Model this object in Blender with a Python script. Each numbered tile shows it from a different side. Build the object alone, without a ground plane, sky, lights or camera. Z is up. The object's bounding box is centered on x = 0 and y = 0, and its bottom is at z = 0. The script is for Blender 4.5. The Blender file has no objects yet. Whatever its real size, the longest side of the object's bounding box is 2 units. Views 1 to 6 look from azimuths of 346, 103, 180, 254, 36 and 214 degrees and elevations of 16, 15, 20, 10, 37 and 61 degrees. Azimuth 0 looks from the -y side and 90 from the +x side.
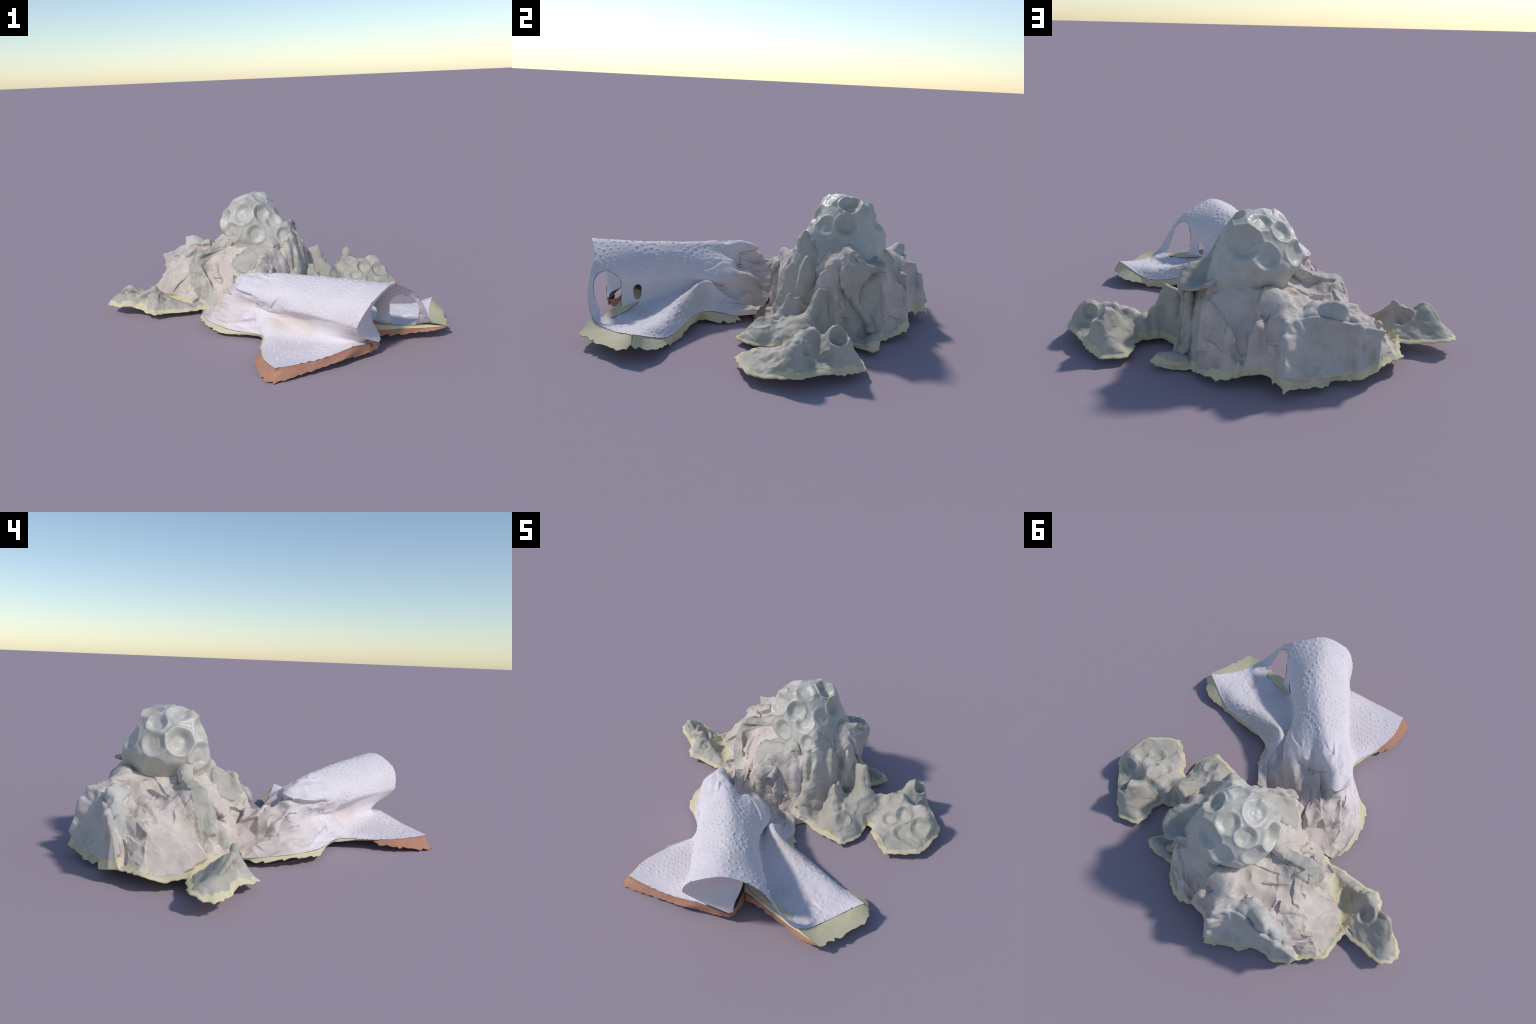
# A crumpled, embossed paper towel with lumps of grey modelling clay pressed on its bunched end.
import bpy, math
import numpy as np
from mathutils import Vector

RNG = np.random.default_rng(7)

# ------------------------------------------------------------------ helpers
def _hash(ix, iy, iz, seed):
    h = (ix.astype(np.int64) * 374761393 + iy.astype(np.int64) * 668265263
         + iz.astype(np.int64) * 2147483647 + seed * 1274126177) & 0x7FFFFFFF
    h = ((h ^ (h >> 13)) * 1274126177) & 0x7FFFFFFF
    h = ((h ^ (h >> 16)) * 668265263) & 0x7FFFFFFF
    return h ^ (h >> 15)

def noise(p, scale, seed=0):
    """Gradient noise in about -1..1 for an (n,3) array."""
    q = p * scale + seed * 17.31
    i = np.floor(q).astype(np.int64); f = q - i
    w = f * f * f * (f * (f * 6 - 15) + 10)
    out = np.zeros(len(p))
    for dx in (0, 1):
        for dy in (0, 1):
            for dz in (0, 1):
                h = _hash(i[:, 0] + dx, i[:, 1] + dy, i[:, 2] + dz, seed)
                a = (h & 1023) / 1023.0 * 2 * np.pi
                z = ((h >> 10) & 1023) / 1023.0 * 2 - 1
                r = np.sqrt(np.maximum(0, 1 - z * z))
                g = (np.cos(a) * r * (f[:, 0] - dx) + np.sin(a) * r * (f[:, 1] - dy) + z * (f[:, 2] - dz))
                out += g * (w[:, 0] if dx else 1 - w[:, 0]) * (w[:, 1] if dy else 1 - w[:, 1]) * (w[:, 2] if dz else 1 - w[:, 2])
    return out * 1.5

def fbm(p, scale, seed=0, octaves=4, gain=0.5):
    s, a, t = 0, 1.0, 0
    for k in range(octaves):
        s = s + a * noise(p, scale * 2 ** k, seed + k * 5); t += a; a *= gain
    return s / t

def crumple(p, scale, seed=0, octaves=3):
    """Sharp creases between flat facets, like crushed paper: 0 in the crease, about 1 on the facet."""
    w = np.stack([noise(p, scale * 0.7, seed + 40 + k) for k in range(3)], 1) * (0.35 / scale)
    s, a, t = 0, 1.0, 0
    for k in range(octaves):
        s = s + a * np.abs(noise(p + w, scale * 1.9 ** k, seed + k * 3)); t += a; a *= 0.5
    return s / t * 2.2

def facets(p, seed, spacing, tilt=0.42, step=0.13, sharp=20.0):
    """Crushed-paper relief in metres: flat tilted facets that meet in sharp creases and small ledges."""
    r = np.random.default_rng(seed)
    Q, _ = np.linalg.qr(r.normal(size=(3, 3))); p = p @ Q        # no axis shows through
    lo, hi = p.min(0) - spacing, p.max(0) + spacing
    n = np.maximum(1, np.ceil((hi - lo) / spacing).astype(int))
    g = np.stack(np.meshgrid(*[np.arange(k) for k in n], indexing="ij"), -1).reshape(-1, 3)
    S = lo + (g + r.uniform(0.05, 0.95, g.shape)) * spacing
    T = r.normal(0, 1, S.shape); T *= tilt / np.linalg.norm(T, axis=1, keepdims=True)
    H = r.uniform(-step, step, len(S)) * spacing
    cell = np.floor((p - lo) / spacing).astype(int)
    D, Z = [], []
    for dx in (-1, 0, 1):
        for dy in (-1, 0, 1):
            for dz in (-1, 0, 1):
                c = np.clip(cell + [dx, dy, dz], 0, n - 1)
                i = (c[:, 0] * n[1] + c[:, 1]) * n[2] + c[:, 2]
                d = p - S[i]
                D.append(np.sqrt((d * d).sum(1)).astype(np.float32)); Z.append((H[i] + (d * T[i]).sum(1)).astype(np.float32))
    near = np.min(D, axis=0); num = np.zeros(len(p)); den = np.zeros(len(p))
    for d, zz in zip(D, Z):
        w = np.exp(-sharp * (d - near) / spacing)
        num += w * zz; den += w
    return num / den

def folds(p, seed, size):
    w = np.stack([noise(p, 0.5 / size, seed + 60 + k) for k in range(3)], 1) * size * 0.30
    f = facets(p + w, seed, size)
    return f - f.mean()

def shards(p, seed, spacing, tilt=0.62, bend=0.64):
    """Upper hull of tilted facets: wide flats, sharp creases and the odd torn edge."""
    r = np.random.default_rng(seed)
    Q, _ = np.linalg.qr(r.normal(size=(3, 3))); p = p @ Q
    lo, hi = p.min(0) - spacing, p.max(0) + spacing
    n = np.maximum(1, np.ceil((hi - lo) / spacing).astype(int))
    g = np.stack(np.meshgrid(*[np.arange(k) for k in n], indexing="ij"), -1).reshape(-1, 3)
    S = lo + (g + r.uniform(0.05, 0.95, g.shape)) * spacing
    T = r.normal(0, tilt, S.shape); H = r.uniform(-0.25, 0.25, len(S)) * spacing
    out = np.full(len(p), -1e9); cell = np.floor((p - lo) / spacing).astype(int)
    for dx in (-1, 0, 1):
        for dy in (-1, 0, 1):
            for dz in (-1, 0, 1):
                c = np.clip(cell + [dx, dy, dz], 0, n - 1)
                i = (c[:, 0] * n[1] + c[:, 1]) * n[2] + c[:, 2]
                d = p - S[i]
                out = np.maximum(out, H[i] + (d * T[i]).sum(1) - bend / spacing * (d * d).sum(1))
    return out

def crush(p, seed, size):
    w = np.stack([noise(p, 0.5 / size, seed + 60 + k) for k in range(3)], 1) * size * 0.35
    f = 0.75 * shards(p + w, seed, size) - 1.25 * shards(p - w, seed + 1, size * 1.15)
    return 0.8 * (f - f.mean())

def creases(p, seed, scale):
    """Long sharp ridge lines and long sharp furrows, as in cloth that was crushed and half pulled out again."""
    w = np.stack([noise(p, scale * 0.8, seed + 20 + k) for k in range(3)], 1) * (0.22 / scale)
    ridge = 0.30 - np.abs(noise(p + w, scale, seed)); furrow = np.abs(noise(p - w, scale * 0.85, seed + 1)) - 0.30
    fine = 0.30 - np.abs(noise(p + w * 0.5, scale * 2.1, seed + 2))
    return ridge + 0.8 * furrow + 0.42 * fine

def smooth(a, b, x):
    t = np.clip((x - a) / (b - a), 0, 1)
    return t * t * (3 - 2 * t)

def catmull(P, n, closed=False):
    """Centripetal-like Catmull-Rom through P (m,...) sampled: n samples per span."""
    P = np.asarray(P, float); m = len(P)
    out = []
    spans = m if closed else m - 1
    for k in range(spans):
        if closed:
            p0, p1, p2, p3 = P[(k - 1) % m], P[k], P[(k + 1) % m], P[(k + 2) % m]
        else:
            p1, p2 = P[k], P[k + 1]
            p0 = P[k - 1] if k else 2 * p1 - p2
            p3 = P[k + 2] if k + 2 < m else 2 * p2 - p1
        nn = n[k] if hasattr(n, "__len__") else n
        t = np.linspace(0, 1, nn, endpoint=False).reshape((-1,) + (1,) * (P.ndim - 1))
        d1 = (p2 - p0) * 0.5; d2 = (p3 - p1) * 0.5
        # limit the tangents so short spans next to long ones do not overshoot
        L = np.linalg.norm(p2 - p1, axis=-1, keepdims=True) * 1.35 + 1e-9
        d1 = d1 * np.minimum(1, L / (np.linalg.norm(d1, axis=-1, keepdims=True) + 1e-9))
        d2 = d2 * np.minimum(1, L / (np.linalg.norm(d2, axis=-1, keepdims=True) + 1e-9))
        out.append((2 * t**3 - 3 * t**2 + 1) * p1 + (t**3 - 2 * t**2 + t) * d1 + (-2 * t**3 + 3 * t**2) * p2 + (t**3 - t**2) * d2)
    if not closed:
        out.append(P[-1:])
    return np.concatenate(out)

def resample(P, step):
    P = np.asarray(P, float)
    d = np.r_[0, np.cumsum(np.linalg.norm(np.diff(P, axis=0), axis=1))]
    n = max(2, int(round(d[-1] / step)) + 1)
    t = np.linspace(0, d[-1], n)
    return np.stack([np.interp(t, d, P[:, k]) for k in range(P.shape[1])], 1)

def vnormals(V, F):
    N = np.zeros_like(V)
    a = V[F[:, 2]] - V[F[:, 0]]; b = V[F[:, 3]] - V[F[:, 1]]
    n = np.cross(a, b)
    for k in range(4):
        np.add.at(N, F[:, k], n)
    return N / (np.linalg.norm(N, axis=1, keepdims=True) + 1e-12)

def inside(poly, x, y):
    poly = np.asarray(poly); r = np.zeros(len(x), bool)
    x1, y1 = poly[-1]
    for x2, y2 in poly:
        c = (y1 > y) != (y2 > y)
        r ^= c & (x < (x2 - x1) * (y - y1) / (y2 - y1 + 1e-15) + x1)
        x1, y1 = x2, y2
    return r

def polydist(poly, x, y, closed=True):
    poly = np.asarray(poly); P = np.stack([x, y], 1)
    best = np.full(len(x), 1e9); near = np.zeros((len(x), 2))
    n = len(poly)
    for k in range(n if closed else n - 1):
        a, b = poly[k], poly[(k + 1) % n]
        d = b - a; t = np.clip(((P - a) @ d) / (d @ d + 1e-15), 0, 1)
        q = a + t[:, None] * d; dd = ((P - q) ** 2).sum(1)
        m = dd < best; best[m] = dd[m]; near[m] = q[m]
    return np.sqrt(best), near

def emit(name, V, F, N, material, parent, kind=None):
    """One named mesh object from faces F of the shared vertices V, keeping the shared normals N."""
    F = np.asarray(F)
    tri = F[:, 2] == F[:, 3]
    used, inv = np.unique(F, return_inverse=True); inv = inv.reshape(F.shape)
    me = bpy.data.meshes.new(name)
    me.from_pydata(V[used].tolist(), [], [list(f[:3]) if t else list(f) for f, t in zip(inv.tolist(), tri)])
    me.shade_smooth()
    if N is not None:
        me.normals_split_custom_set_from_vertices(N[used].tolist())
    me.materials.append(material); me.update()
    ob = bpy.data.objects.new(name, me); bpy.context.scene.collection.objects.link(ob)
    ob.parent = parent
    if kind: ob["kind"] = kind
    return ob

def empty(name, parent=None):
    ob = bpy.data.objects.new(name, None); bpy.context.scene.collection.objects.link(ob)
    ob.parent = parent; ob.empty_display_size = 0.1
    return ob

# ------------------------------------------------------------------ materials
def material(name, base, tint, rough=0.7, blotch=6.0, amount=0.6, bump=0.15, grain=140.0, spec=0.3, coat=0.0, extra=None):
    m = bpy.data.materials.new(name); m.use_nodes = True
    nt = m.node_tree; nd, ln = nt.nodes, nt.links
    bs = nd["Principled BSDF"]
    tc = nd.new("ShaderNodeTexCoord")
    n1 = nd.new("ShaderNodeTexNoise"); n1.inputs["Scale"].default_value = blotch; n1.inputs["Detail"].default_value = 6
    ln.new(tc.outputs["Object"], n1.inputs["Vector"])
    r1 = nd.new("ShaderNodeValToRGB"); r1.color_ramp.elements[0].position = 0.35; r1.color_ramp.elements[1].position = 0.68
    r1.color_ramp.elements[0].color = (0, 0, 0, 1); r1.color_ramp.elements[1].color = (amount,) * 3 + (1,)
    ln.new(n1.outputs["Fac"], r1.inputs["Fac"])
    mx = nd.new("ShaderNodeMix"); mx.data_type = "RGBA"
    mx.inputs[6].default_value = (*base, 1); mx.inputs[7].default_value = (*tint, 1)
    ln.new(r1.outputs["Color"], mx.inputs[0])
    col = mx.outputs[2]
    n2 = nd.new("ShaderNodeTexNoise"); n2.inputs["Scale"].default_value = grain; n2.inputs["Detail"].default_value = 4
    ln.new(tc.outputs["Object"], n2.inputs["Vector"])
    g = nd.new("ShaderNodeMix"); g.data_type = "RGBA"; g.blend_type = "MULTIPLY"
    g.inputs[0].default_value = 1
    gr = nd.new("ShaderNodeMapRange"); gr.inputs["To Min"].default_value = 0.88; gr.inputs["To Max"].default_value = 1.1
    ln.new(n2.outputs["Fac"], gr.inputs["Value"])
    ln.new(col, g.inputs[6]); ln.new(gr.outputs["Result"], g.inputs[7])
    col = g.outputs[2]
    if extra: col = extra(nt, tc, col)
    ln.new(col, bs.inputs["Base Color"])
    bs.inputs["Roughness"].default_value = rough; bs.inputs["Specular IOR Level"].default_value = spec
    bs.inputs["Coat Weight"].default_value = coat; bs.inputs["Coat Roughness"].default_value = 0.25
    b = nd.new("ShaderNodeBump"); b.inputs["Strength"].default_value = bump; b.inputs["Distance"].default_value = 0.004
    ln.new(n2.outputs["Fac"], b.inputs["Height"]); ln.new(b.outputs["Normal"], bs.inputs["Normal"])
    return m

def place_mask(nt, tc, centre, size, soft=0.5):
    """Soft ellipsoid mask in object space: 1 at the centre, 0 outside."""
    nd, ln = nt.nodes, nt.links
    mp = nd.new("ShaderNodeMapping"); mp.vector_type = "POINT"
    mp.inputs["Location"].default_value = [-c / s for c, s in zip(centre, size)]
    mp.inputs["Scale"].default_value = [1 / s for s in size]
    nz = nd.new("ShaderNodeTexNoise"); nz.inputs["Scale"].default_value = 12; nz.inputs["Detail"].default_value = 3
    ln.new(tc.outputs["Object"], nz.inputs["Vector"])
    ln.new(tc.outputs["Object"], mp.inputs["Vector"])
    ad = nd.new("ShaderNodeVectorMath"); ad.operation = "MULTIPLY_ADD"
    ad.inputs[1].default_value = (0.5, 0.5, 0.5)
    ln.new(nz.outputs["Color"], ad.inputs[0]); ln.new(mp.outputs["Vector"], ad.inputs[2])
    sb = nd.new("ShaderNodeVectorMath"); sb.operation = "SUBTRACT"; sb.inputs[1].default_value = (0.25, 0.25, 0.25)
    ln.new(ad.outputs["Vector"], sb.inputs[0])
    le = nd.new("ShaderNodeVectorMath"); le.operation = "LENGTH"; ln.new(sb.outputs["Vector"], le.inputs[0])
    mr = nd.new("ShaderNodeMapRange"); mr.interpolation_type = "SMOOTHSTEP"
    mr.inputs["From Min"].default_value = 1.0; mr.inputs["From Max"].default_value = 1.0 - soft
    ln.new(le.outputs["Value"], mr.inputs["Value"])
    return mr.outputs["Result"]

def tinted(*spots):
    def f(nt, tc, col):
        for centre, size, colour, strength in spots:
            fac = place_mask(nt, tc, centre, size)
            mu = nt.nodes.new("ShaderNodeMath"); mu.operation = "MULTIPLY"; mu.inputs[1].default_value = strength
            nt.links.new(fac, mu.inputs[0])
            mx = nt.nodes.new("ShaderNodeMix"); mx.data_type = "RGBA"
            nt.links.new(mu.outputs[0], mx.inputs[0]); nt.links.new(col, mx.inputs[6])
            mx.inputs[7].default_value = (*colour, 1); col = mx.outputs[2]
        return col
    return f

BEIGE = (0.62, 0.52, 0.46)
M_CLAY = material("grey_clay", (0.54, 0.495, 0.43), (0.38, 0.355, 0.295), rough=0.6, blotch=7, amount=0.85, bump=0.15, grain=90, spec=0.3)
M_KNOB = material("smooth_clay", (0.60, 0.565, 0.505), (0.44, 0.415, 0.35), rough=0.45, blotch=6, amount=0.8, bump=0.06, grain=60, spec=0.4, coat=0.12)
M_SLAB = material("pale_clay", (0.60, 0.565, 0.52), (0.44, 0.415, 0.37), rough=0.65, blotch=8, amount=0.8, bump=0.25, grain=70)
M_TISSUE = material("soft_tissue", (0.68, 0.595, 0.535), (0.52, 0.44, 0.375), rough=0.85, blotch=9, amount=0.85, bump=0.2, grain=60)
M_TOWEL = material("white_embossed_paper", (0.77, 0.705, 0.73), (0.70, 0.61, 0.60), rough=0.85, blotch=9, amount=0.4, bump=0.2, grain=120,
                   extra=tinted(((0.0, -0.52, 0.14), (0.30, 0.16, 0.07), (0.68, 0.59, 0.53), 0.75), ((-0.10, 0.06, 0.08), (0.55, 0.40, 0.33), BEIGE, 0.9), ((0.45, -0.28, 0.15), (0.3, 0.09, 0.1), (0.6, 0.53, 0.48), 0.6)))  # first spot: warm bounce light under the left overhang, tinted into the paper colour
M_BUNCH = material("beige_tissue", (0.62, 0.54, 0.50), (0.52, 0.43, 0.38), rough=0.85, blotch=8, bump=0.2, grain=60)
M_SKIRT = material("yellow_backing", (0.70, 0.62, 0.40), (0.58, 0.53, 0.36), rough=0.85, blotch=7, bump=0.2, grain=80)
M_TERRA = material("terracotta_backing", (0.50, 0.25, 0.16), (0.40, 0.19, 0.12), rough=0.85, blotch=14, bump=0.3, grain=60)

THING = empty("crumpled_paper_towel_with_clay")
THING["label"] = "crumpled embossed paper towel with lumps of dimpled grey clay"
THING["category"] = "used paper towel"

# ------------------------------------------------------------------ dents pressed by fingers
def press(V, N, dents, rim=0.18):
    """Push thumb prints into a surface: (centre, radius, depth)."""
    V = V.copy()
    for c, r, d in dents:
        c = np.asarray(c); dist = np.linalg.norm(V - c, axis=1)
        m = dist < r * 1.7
        if not m.any(): continue
        w = np.exp(-(dist[m] / r) ** 2)
        n = (N[m] * w[:, None]).sum(0); n /= np.linalg.norm(n) + 1e-9
        rel = V[m] - c; flat = np.linalg.norm(rel - (rel @ n)[:, None] * n, axis=1) / r
        wob = 1 + 0.12 * noise(V[m], 14, 3)
        flat = flat * wob
        bowl = 1 - smooth(0.45, 1.04, flat)
        lip = np.exp(-((flat - 1.10) / 0.12) ** 2)
        facing = smooth(0.0, 0.5, N[m] @ n)
        V[m] += n * ((-d * bowl + d * rim * lip) * facing)[:, None]
    return V

# ------------------------------------------------------------------ the body sheet: tissue mound, clay pads and lumps
LOW = 0.045
# the ragged outline on the ground, with the height at which its edge hangs
OUTLINE = [(-.396, .151, .035), (-.422, .171, .035), (-.496, .160, .035), (-.549, .158, .036), (-.657, .172, .042), (-.724, .148, .046), (-.764, .185, .052), (-.795, .252, .06),
           (-.859, .270, .078), (-.932, .325, .072), (-.985, .369, .076), (-.997, .41, .068), (-.985, .45, .076), (-.95, .485, .086), (-.928, .496, .09), (-.85, .484, .072), (-.776, .474, .062),
           (-.735, .468, .06), (-.70, .454, .062), (-.70, .486, .062), (-.70, .556, .048), (-.693, .641, .078), (-.606, .703, .074), (-.553, .772, .07), (-.488, .806, .05), (-.43, .807, .044),
           (-.348, .80, .03), (-.303, .861, .044), (-.229, .886, .042), (-.178, .924, .066), (-.121, .945, .063), (-.085, .89, .075), (-.046, .846, .08), (.0, .84, .075), (.051, .832, .062),
           (.141, .853, .05), (.205, .828, .048), (.268, .775, .045), (.303, .71, .024), (.34, .708, .016), (.382, .712, .016), (.464, .713, .038), (.502, .688, .042), (.50, .655, .04), (.455, .60, .03),
           (.42, .55, .025), (.43, .48, .025), (.497, .431, .033), (.55, .45, .034), (.596, .453, .032), (.613, .522, .045), (.60, .585, .048), (.622, .652, .036), (.679, .668, .04), (.744, .677, .045),
           (.80, .625, .045), (.841, .589, .055), (.892, .501, .068), (.95, .441, .067), (.982, .414, .070), (.992, .345, .064), (.986, .253, .048), (.952, .153, .045), (.855, .10, .045), (.798, .060, .036),
           (.74, .10, .052), (.664, .16, .048), (.635, .22, .035), (.598, .229, .03), (.612, .15, .03), (.603, .09, .03), (.574, .019, .026), (.542, -.01, .031), (.507, .01, .029), (.432, .014, .02),
           (.36, .03, .012), (.275, .065, .008), (.223, .01, .008), (.12, -.02, .012), (0, -.02, .02), (-.12, 0, .03), (-.25, .06, .035), (-.34, .12, .035)]

# crests, pits and folds of the mound, each a short run of points in metres
FEATURES = dict(
    under_knob=[(.03, .44, .43), (-.08, .40, .40), (.12, .36, .44), (.03, .56, .41), (.16, .50, .44)],
    knob_foot=[(-.10, .24, .34), (0, .22, .375), (.10, .205, .42), (.19, .215, .46), (.25, .265, .44)],
    rim_tissue=[(.02, .70, .405), (-.066, .644, .428), (-.05, .62, .41), (-.12, .60, .405), (-.155, .672, .395), (-.187, .655, .388), (-.221, .614, .385), (-.175, .59, .395), (-.21, .548, .325), (-.207, .67, .37), (.075, .70, .39), (.15, .685, .43), (.18, .62, .47), (.205, .65, .46)],
    cave=[(-.20, .46, .345), (-.235, .46, .335), (-.22, .50, .345), (-.287, .471, .318), (-.19, .54, .383), (-.175, .47, .355), (-.155, .43, .36)],
    wall_crest=[(.206, .25, .55), (.225, .255, .50), (.235, .19, .40), (.250, .285, .455), (.285, .285, .415), (.315, .275, .38), (.310, .315, .375)],
    wall_face=[(.20, .178, .39), (.24, .175, .40), (.245, .185, .29), (.205, .15, .26), (.205, .16, .18), (.225, .185, .09), (.27, .19, .27), (.285, .20, .14), (.30, .22, .09), (.355, .265, .22), (.362, .285, .245), (.34, .27, .12), (.26, .15, .045), (.285, .175, .07), (.29, .16, .03), (.33, .17, .03), (.27, .11, .02), (.345, .12, .03), (.34, .07, .02)],
    wall_cavity=[(.355, .345, .12), (.375, .37, .11), (.37, .31, .13), (.325, .365, .22)],
    pocket=[(.30, .42, .41), (.355, .375, .355), (.345, .44, .378), (.37, .43, .33), (.372, .465, .31), (.385, .455, .27), (.372, .375, .28), (.385, .43, .22), (.37, .47, .15), (.38, .46, .075)],
    wing=[(.25, .50, .49), (.29, .50, .475), (.30, .46, .43), (.30, .54, .40), (.22, .58, .44)],
    wing_hollow=[(.25, .62, .37), (.20, .66, .40), (.22, .60, .40), (.27, .64, .32)],
    leg=[(.30, .60, .28), (.305, .57, .25), (.31, .60, .18), (.32, .62, .11), (.35, .61, .045), (.33, .54, .21), (.36, .53, .075), (.29, .66, .17), (.28, .68, .24)],
    foot=[(.44, .665, .06), (.40, .66, .06), (.36, .68, .05), (.31, .685, .045), (.40, .62, .05), (.39, .58, .05)],
    left_tissue=[(.235, .705, .34), (.20, .735, .33), (.155, .80, .24), (.128, .815, .236), (.10, .77, .26), (.05, .745, .285), (.02, .735, .33), (-.05, .75, .30),
                 (-.01, .812, .275), (.035, .825, .25), (-.05, .82, .20), (.088, .825, .10), (.16, .815, .12), (.19, .795, .10), (.235, .745, .12), (.25, .715, .17), (.25, .70, .22), (.13, .82, .16), (.0, .835, .18), (.075, .83, .18), (-.055, .84, .15), (-.07, .83, .23)],
    slab_crest=[(-.125, .84, .325), (-.13, .83, .338), (-.165, .79, .318), (-.26, .69, .341), (-.24, .755, .328), (-.30, .76, .325), (-.35, .772, .325), (-.385, .762, .345), (-.44, .762, .30), (-.50, .757, .285), (-.55, .758, .275), (-.572, .765, .27)],
    slab_face=[(-.115, .88, .29), (-.112, .90, .21), (-.115, .922, .12), (-.2, .80, .28), (-.21, .825, .19), (-.242, .855, .07), (-.28, .765, .27), (-.30, .79, .16), (-.385, .78, .25), (-.40, .79, .14), (-.465, .78, .235), (-.48, .765, .13), (-.54, .738, .19), (-.545, .73, .12), (-.17, .89, .08)],
    slab_back=[(-.30, .67, .325), (-.40, .69, .285), (-.46, .68, .268), (-.52, .71, .23), (-.22, .70, .318)],
    spike=[(-.378, .756, .374), (-.372, .752, .370)],
    folds=[(-.236, .572, .358), (-.30, .60, .32), (-.351, .489, .328), (-.264, .673, .292), (-.40, .58, .305), (-.439, .602, .302), (-.49, .57, .262), (-.36, .54, .30), (-.43, .50, .27), (-.16, .60, .375)],
    right_tissue=[(-.56, .62, .243), (-.515, .67, .265), (-.60, .56, .185), (-.629, .564, .15), (-.66, .55, .09), (-.59, .50, .195), (-.57, .45, .195), (-.523, .40, .165), (-.60, .44, .13), (-.64, .47, .095), (-.543, .69, .18), (-.60, .65, .13), (-.64, .62, .085), (-.52, .52, .252), (-.47, .46, .225)],
    strap=[(-.17, .40, .385), (-.22, .395, .372), (-.30, .372, .358), (-.36, .36, .352), (-.401, .346, .352), (-.418, .315, .318), (-.424, .296, .295), (-.412, .285, .22), (-.40, .275, .14), (-.393, .264, .065)],
    strap_low=[(-.36, .235, .14), (-.352, .198, .078), (-.375, .25, .21), (-.43, .38, .275), (-.43, .36, .20), (-.445, .34, .10), (-.42, .29, .11)],
    hollow=[(-.319, .262, .205), (-.275, .315, .305), (-.206, .298, .335), (-.193, .20, .245), (-.28, .22, .18), (-.33, .31, .25), (-.24, .20, .175), (-.30, .17, .12)],
    patch=[(-.164, .215, .293), (-.116, .126, .266), (-.115, .050, .226), (-.05, .14, .325), (-.127, .046, .22), (-.05, .049, .272), (-.02, .07, .295), (.01, .085, .305), (.05, .125, .305), (.10, .155, .305), (.15, .205, .335)],
    cavity=[(.02, .06, .08), (.06, .09, .07), (.10, .105, .09), (.14, .125, .10), (.175, .145, .10), (-.06, .02, .11), (-.15, .03, .13), (.05, .03, .05), (.12, .06, .04), (.18, .09, .035), (.23, .10, .02), (.09, .125, .25), (.14, .135, .28), (.05, .10, .20), (-.02, .06, .16)],
    lobe=[(-.146, .105, .19), (-.20, .12, .14), (-.239, .157, .105), (-.335, .167, .068)],
    arm_crest=[(-.43, .19, .065), (-.529, .219, .085), (-.60, .24, .108), (-.66, .25, .132), (-.695, .258, .172), (-.699, .260, .18), (-.73, .27, .155), (-.785, .28, .172), (-.847, .303, .205), (-.875, .325, .185), (-.904, .365, .15)],
    arm_front=[(-.60, .20, .07), (-.70, .20, .085), (-.755, .21, .06), (-.80, .25, .08), (-.90, .315, .10), (-.5, .185, .062)],
    arm_back=[(-.691, .403, .088), (-.72, .36, .105), (-.75, .34, .14), (-.794, .450, .075), (-.82, .40, .11), (-.66, .33, .062), (-.86, .42, .09), (-.70, .30, .11), (-.63, .28, .075), (-.645, .35, .052)],
    arm_tip=[(-.949, .428, .100), (-.971, .395, .095), (-.93, .39, .125), (-.93, .455, .10), (-.88, .43, .105)],
    basin=[(-.52, .27, .062), (-.58, .33, .055), (-.63, .40, .052), (-.66, .43, .05), (-.48, .24, .065)],
    horn_lump=[(.371, .226, .245), (.360, .228, .240), (.38, .235, .19), (.40, .255, .14), (.42, .28, .135), (.45, .30, .15), (.50, .31, .165), (.545, .326, .16), (.44, .20, .125), (.41, .15, .125), (.375, .15, .09), (.47, .10, .12), (.50, .16, .095), (.537, .056, .05), (.45, .05, .062), (.57, .13, .07), (.575, .22, .07), (.53, .24, .085), (.40, .08, .06), (.55, .28, .12)],
    horn=[(.474, .398, .312), (.462, .398, .313), (.445, .405, .302), (.428, .412, .297), (.411, .42, .292), (.488, .385, .25), (.50, .36, .20)],
    horn_foot=[(.42, .455, .12), (.46, .445, .085), (.40, .43, .12), (.53, .40, .16), (.52, .435, .08), (.45, .36, .16), (.42, .38, .17), (.40, .35, .12)],
    saddle=[(.58, .42, .14), (.58, .455, .10), (.60, .34, .11), (.61, .27, .05), (.565, .39, .14)],
    side_ridge=[(.613, .415, .14), (.66, .42, .175), (.728, .428, .205), (.69, .44, .15)],
    side_crest=[(.89, .375, .204), (.85, .36, .196), (.79, .348, .186), (.74, .352, .178), (.69, .37, .168), (.92, .37, .17)],
    side_face=[(.706, .30, .092), (.777, .338, .135), (.85, .348, .138), (.87, .27, .06), (.754, .14, .038), (.68, .20, .05), (.80, .20, .048), (.896, .155, .052), (.95, .26, .055), (.955, .35, .12), (.66, .29, .075), (.63, .33, .085)],
    ring=[(.72, .506, .225), (.745, .52, .225), (.779, .577, .206), (.71, .54, .20), (.74, .585, .19), (.80, .545, .165), (.775, .50, .188), (.785, .60, .16)],
    ring_foot=[(.83, .55, .075), (.84, .50, .075), (.80, .47, .09), (.86, .45, .085), (.90, .41, .11), (.735, .64, .065), (.79, .615, .10), (.68, .60, .08), (.75, .44, .14)],
    rib=[(.689, .447, .146), (.668, .536, .10), (.655, .50, .10), (.64, .46, .105), (.64, .58, .06)],
)

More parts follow.
